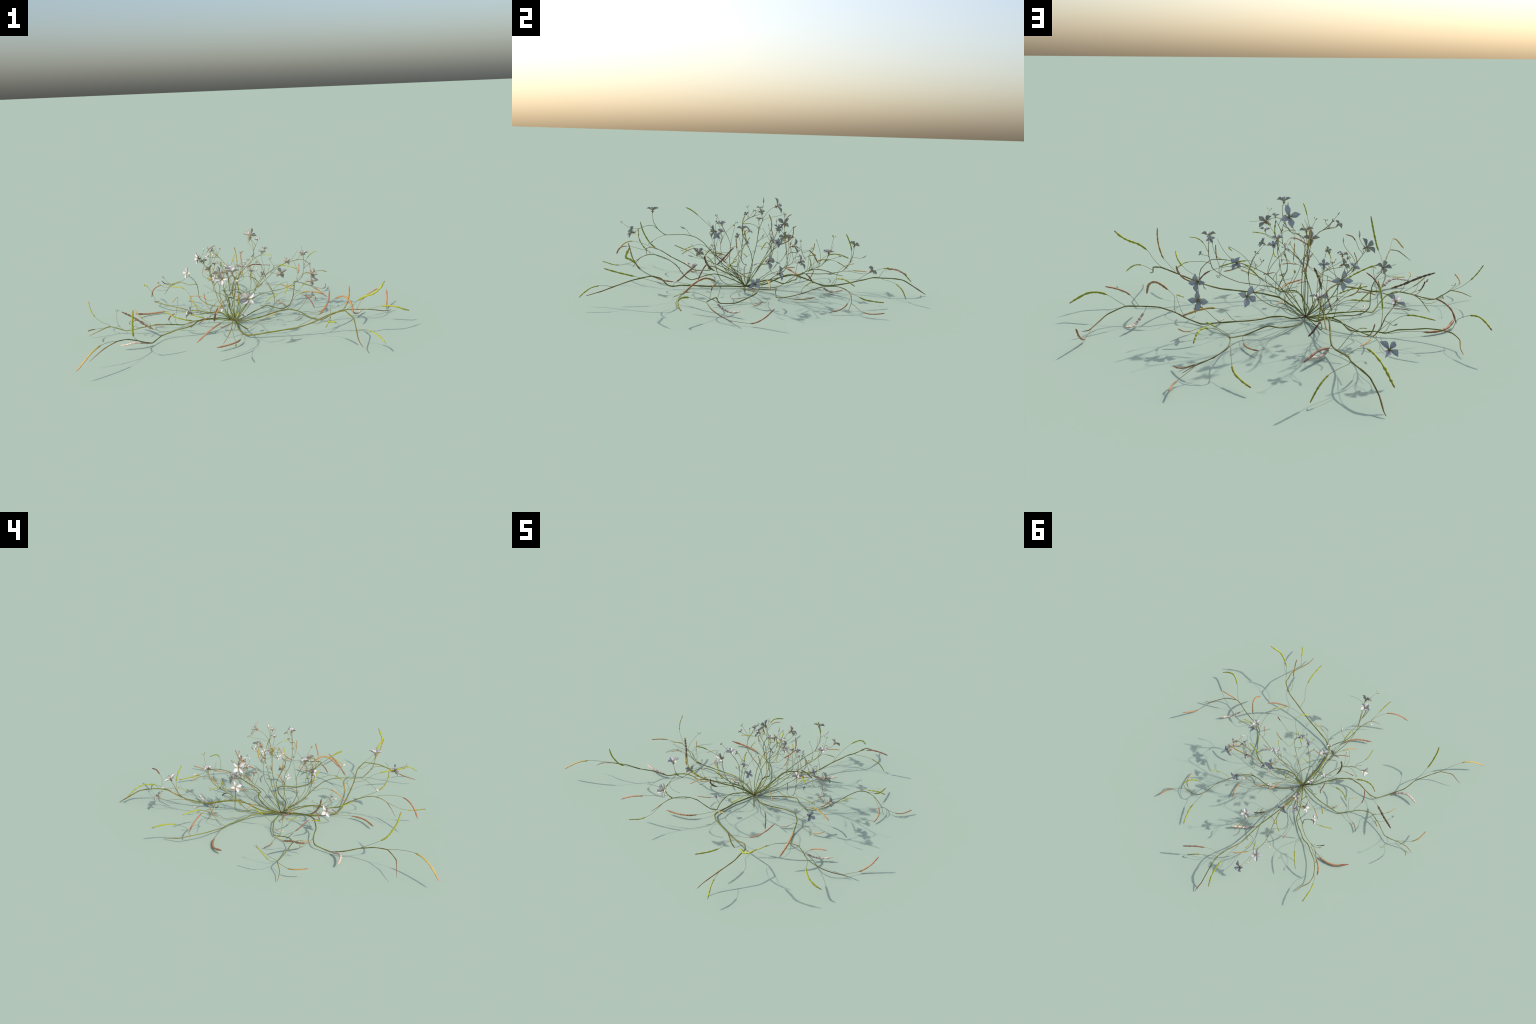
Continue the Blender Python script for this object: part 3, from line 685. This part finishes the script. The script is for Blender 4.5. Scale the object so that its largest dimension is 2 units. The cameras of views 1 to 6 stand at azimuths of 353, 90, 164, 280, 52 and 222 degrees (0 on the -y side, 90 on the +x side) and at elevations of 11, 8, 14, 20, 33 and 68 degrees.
flower((-.334, .156, .281), (-.75, -.5, .4), .034, (0, .2, 1))
flower((.043, .404, .244), (0, -.1, 1), .034)
flower((-.125, .207, .254), (-.1, .95, .2), .040, (.1, 0, -1))
flower((.372, -.056, .396), (.1, .6, .6), .021)
flower((.413, -.064, .336), (.8, 0, .5), .013)
flower((.087, .104, .376), (-.5, .2, .7), .017)
flower((.429, -.014, .116), (.8, -.2, .5), .034)
flower((.037, .164, .324), (-.3, -.2, .8), .014)
flower((.028, -.227, .346), (.2, .2, .8), .024)

bud((-.190, -.664, .242), (-.05, -.25, -.2), .036)
bud((-.003, .483, .220), (0, .9, .35))
bud((-.180, .643, .194), (-.05, .8, .45))
bud((-.080, -.460, .352), (.25, -.3, .15), .036)
bud((-.193, .443, .078), (.1, .9, .1))
bud((-.223, .150, .433), (0, 0, 1))
bud((.052, .017, .540), (0, 0, 1), .034)
bud((.444, -.022, .225))
bud((-.006, -.265, .239))
bud((-.174, -.420, .169))
bud((-.055, .020, .321))
bud((.221, .225, .246))
bud((.432, .106, .235))
bud((-.170, .100, .400), (.1, .1, 1), .024)
bud((.100, .060, .300), (.1, .2, 1), .026)
# thin side twigs along the upright stems, ending in green heads or small buds
def twigs(first, last, count):
    for k in range(count):
        p, r = STEMS[rng.randrange(first, last)]
        i = int(len(p) * rng.uniform(.45, .9))
        tan = unit(p[min(i + 3, len(p) - 1)] - p[i])
        side = unit(np.array([rng.gauss(0, 1), rng.gauss(0, 1), rng.uniform(.2, 1.2)]))
        d = unit(tan * .9 + side * .8)
        L = rng.uniform(.05, .15)
        q = np.array([p[i] + (tan * (1 - u) + d * u) * L * u + np.array([0, 0, .02 * u * u]) for u in np.linspace(0, 1, 10)])
        if q[-1, 2] < .02:
            continue
        V, F = tube_data(q, np.linspace(.0011, .0008, 10), 6)
        ob = mesh_object('twig', V, F, M['stalk'], plant, q[0])
        ob['reach'] = L
        e = unit(q[-1] - q[-2])
        if k % 4 == 3:
            continue
        if k % 4 == 0:
            b = q[-1] + np.outer(BUD_T, e) * .016
            V, F = tube_data(b, BUD_R * .016, 8)
            s = mesh_object('bud', V, F, M['bud'], plant, b[0])
            s['reach'] = .016
        else:
            heads_at(q[-1], e, 3 + k % 3, plant)


twigs(8, 28, 36)

for p in HEADS:
    flower_head(p)

# settle the plant on the ground: lowest point at z = 0
bpy.context.view_layer.update()
low = min((o.matrix_world @ Vector(c)).z for o in coll.objects if o.type == 'MESH' for c in o.bound_box)
plant.location.z -= low
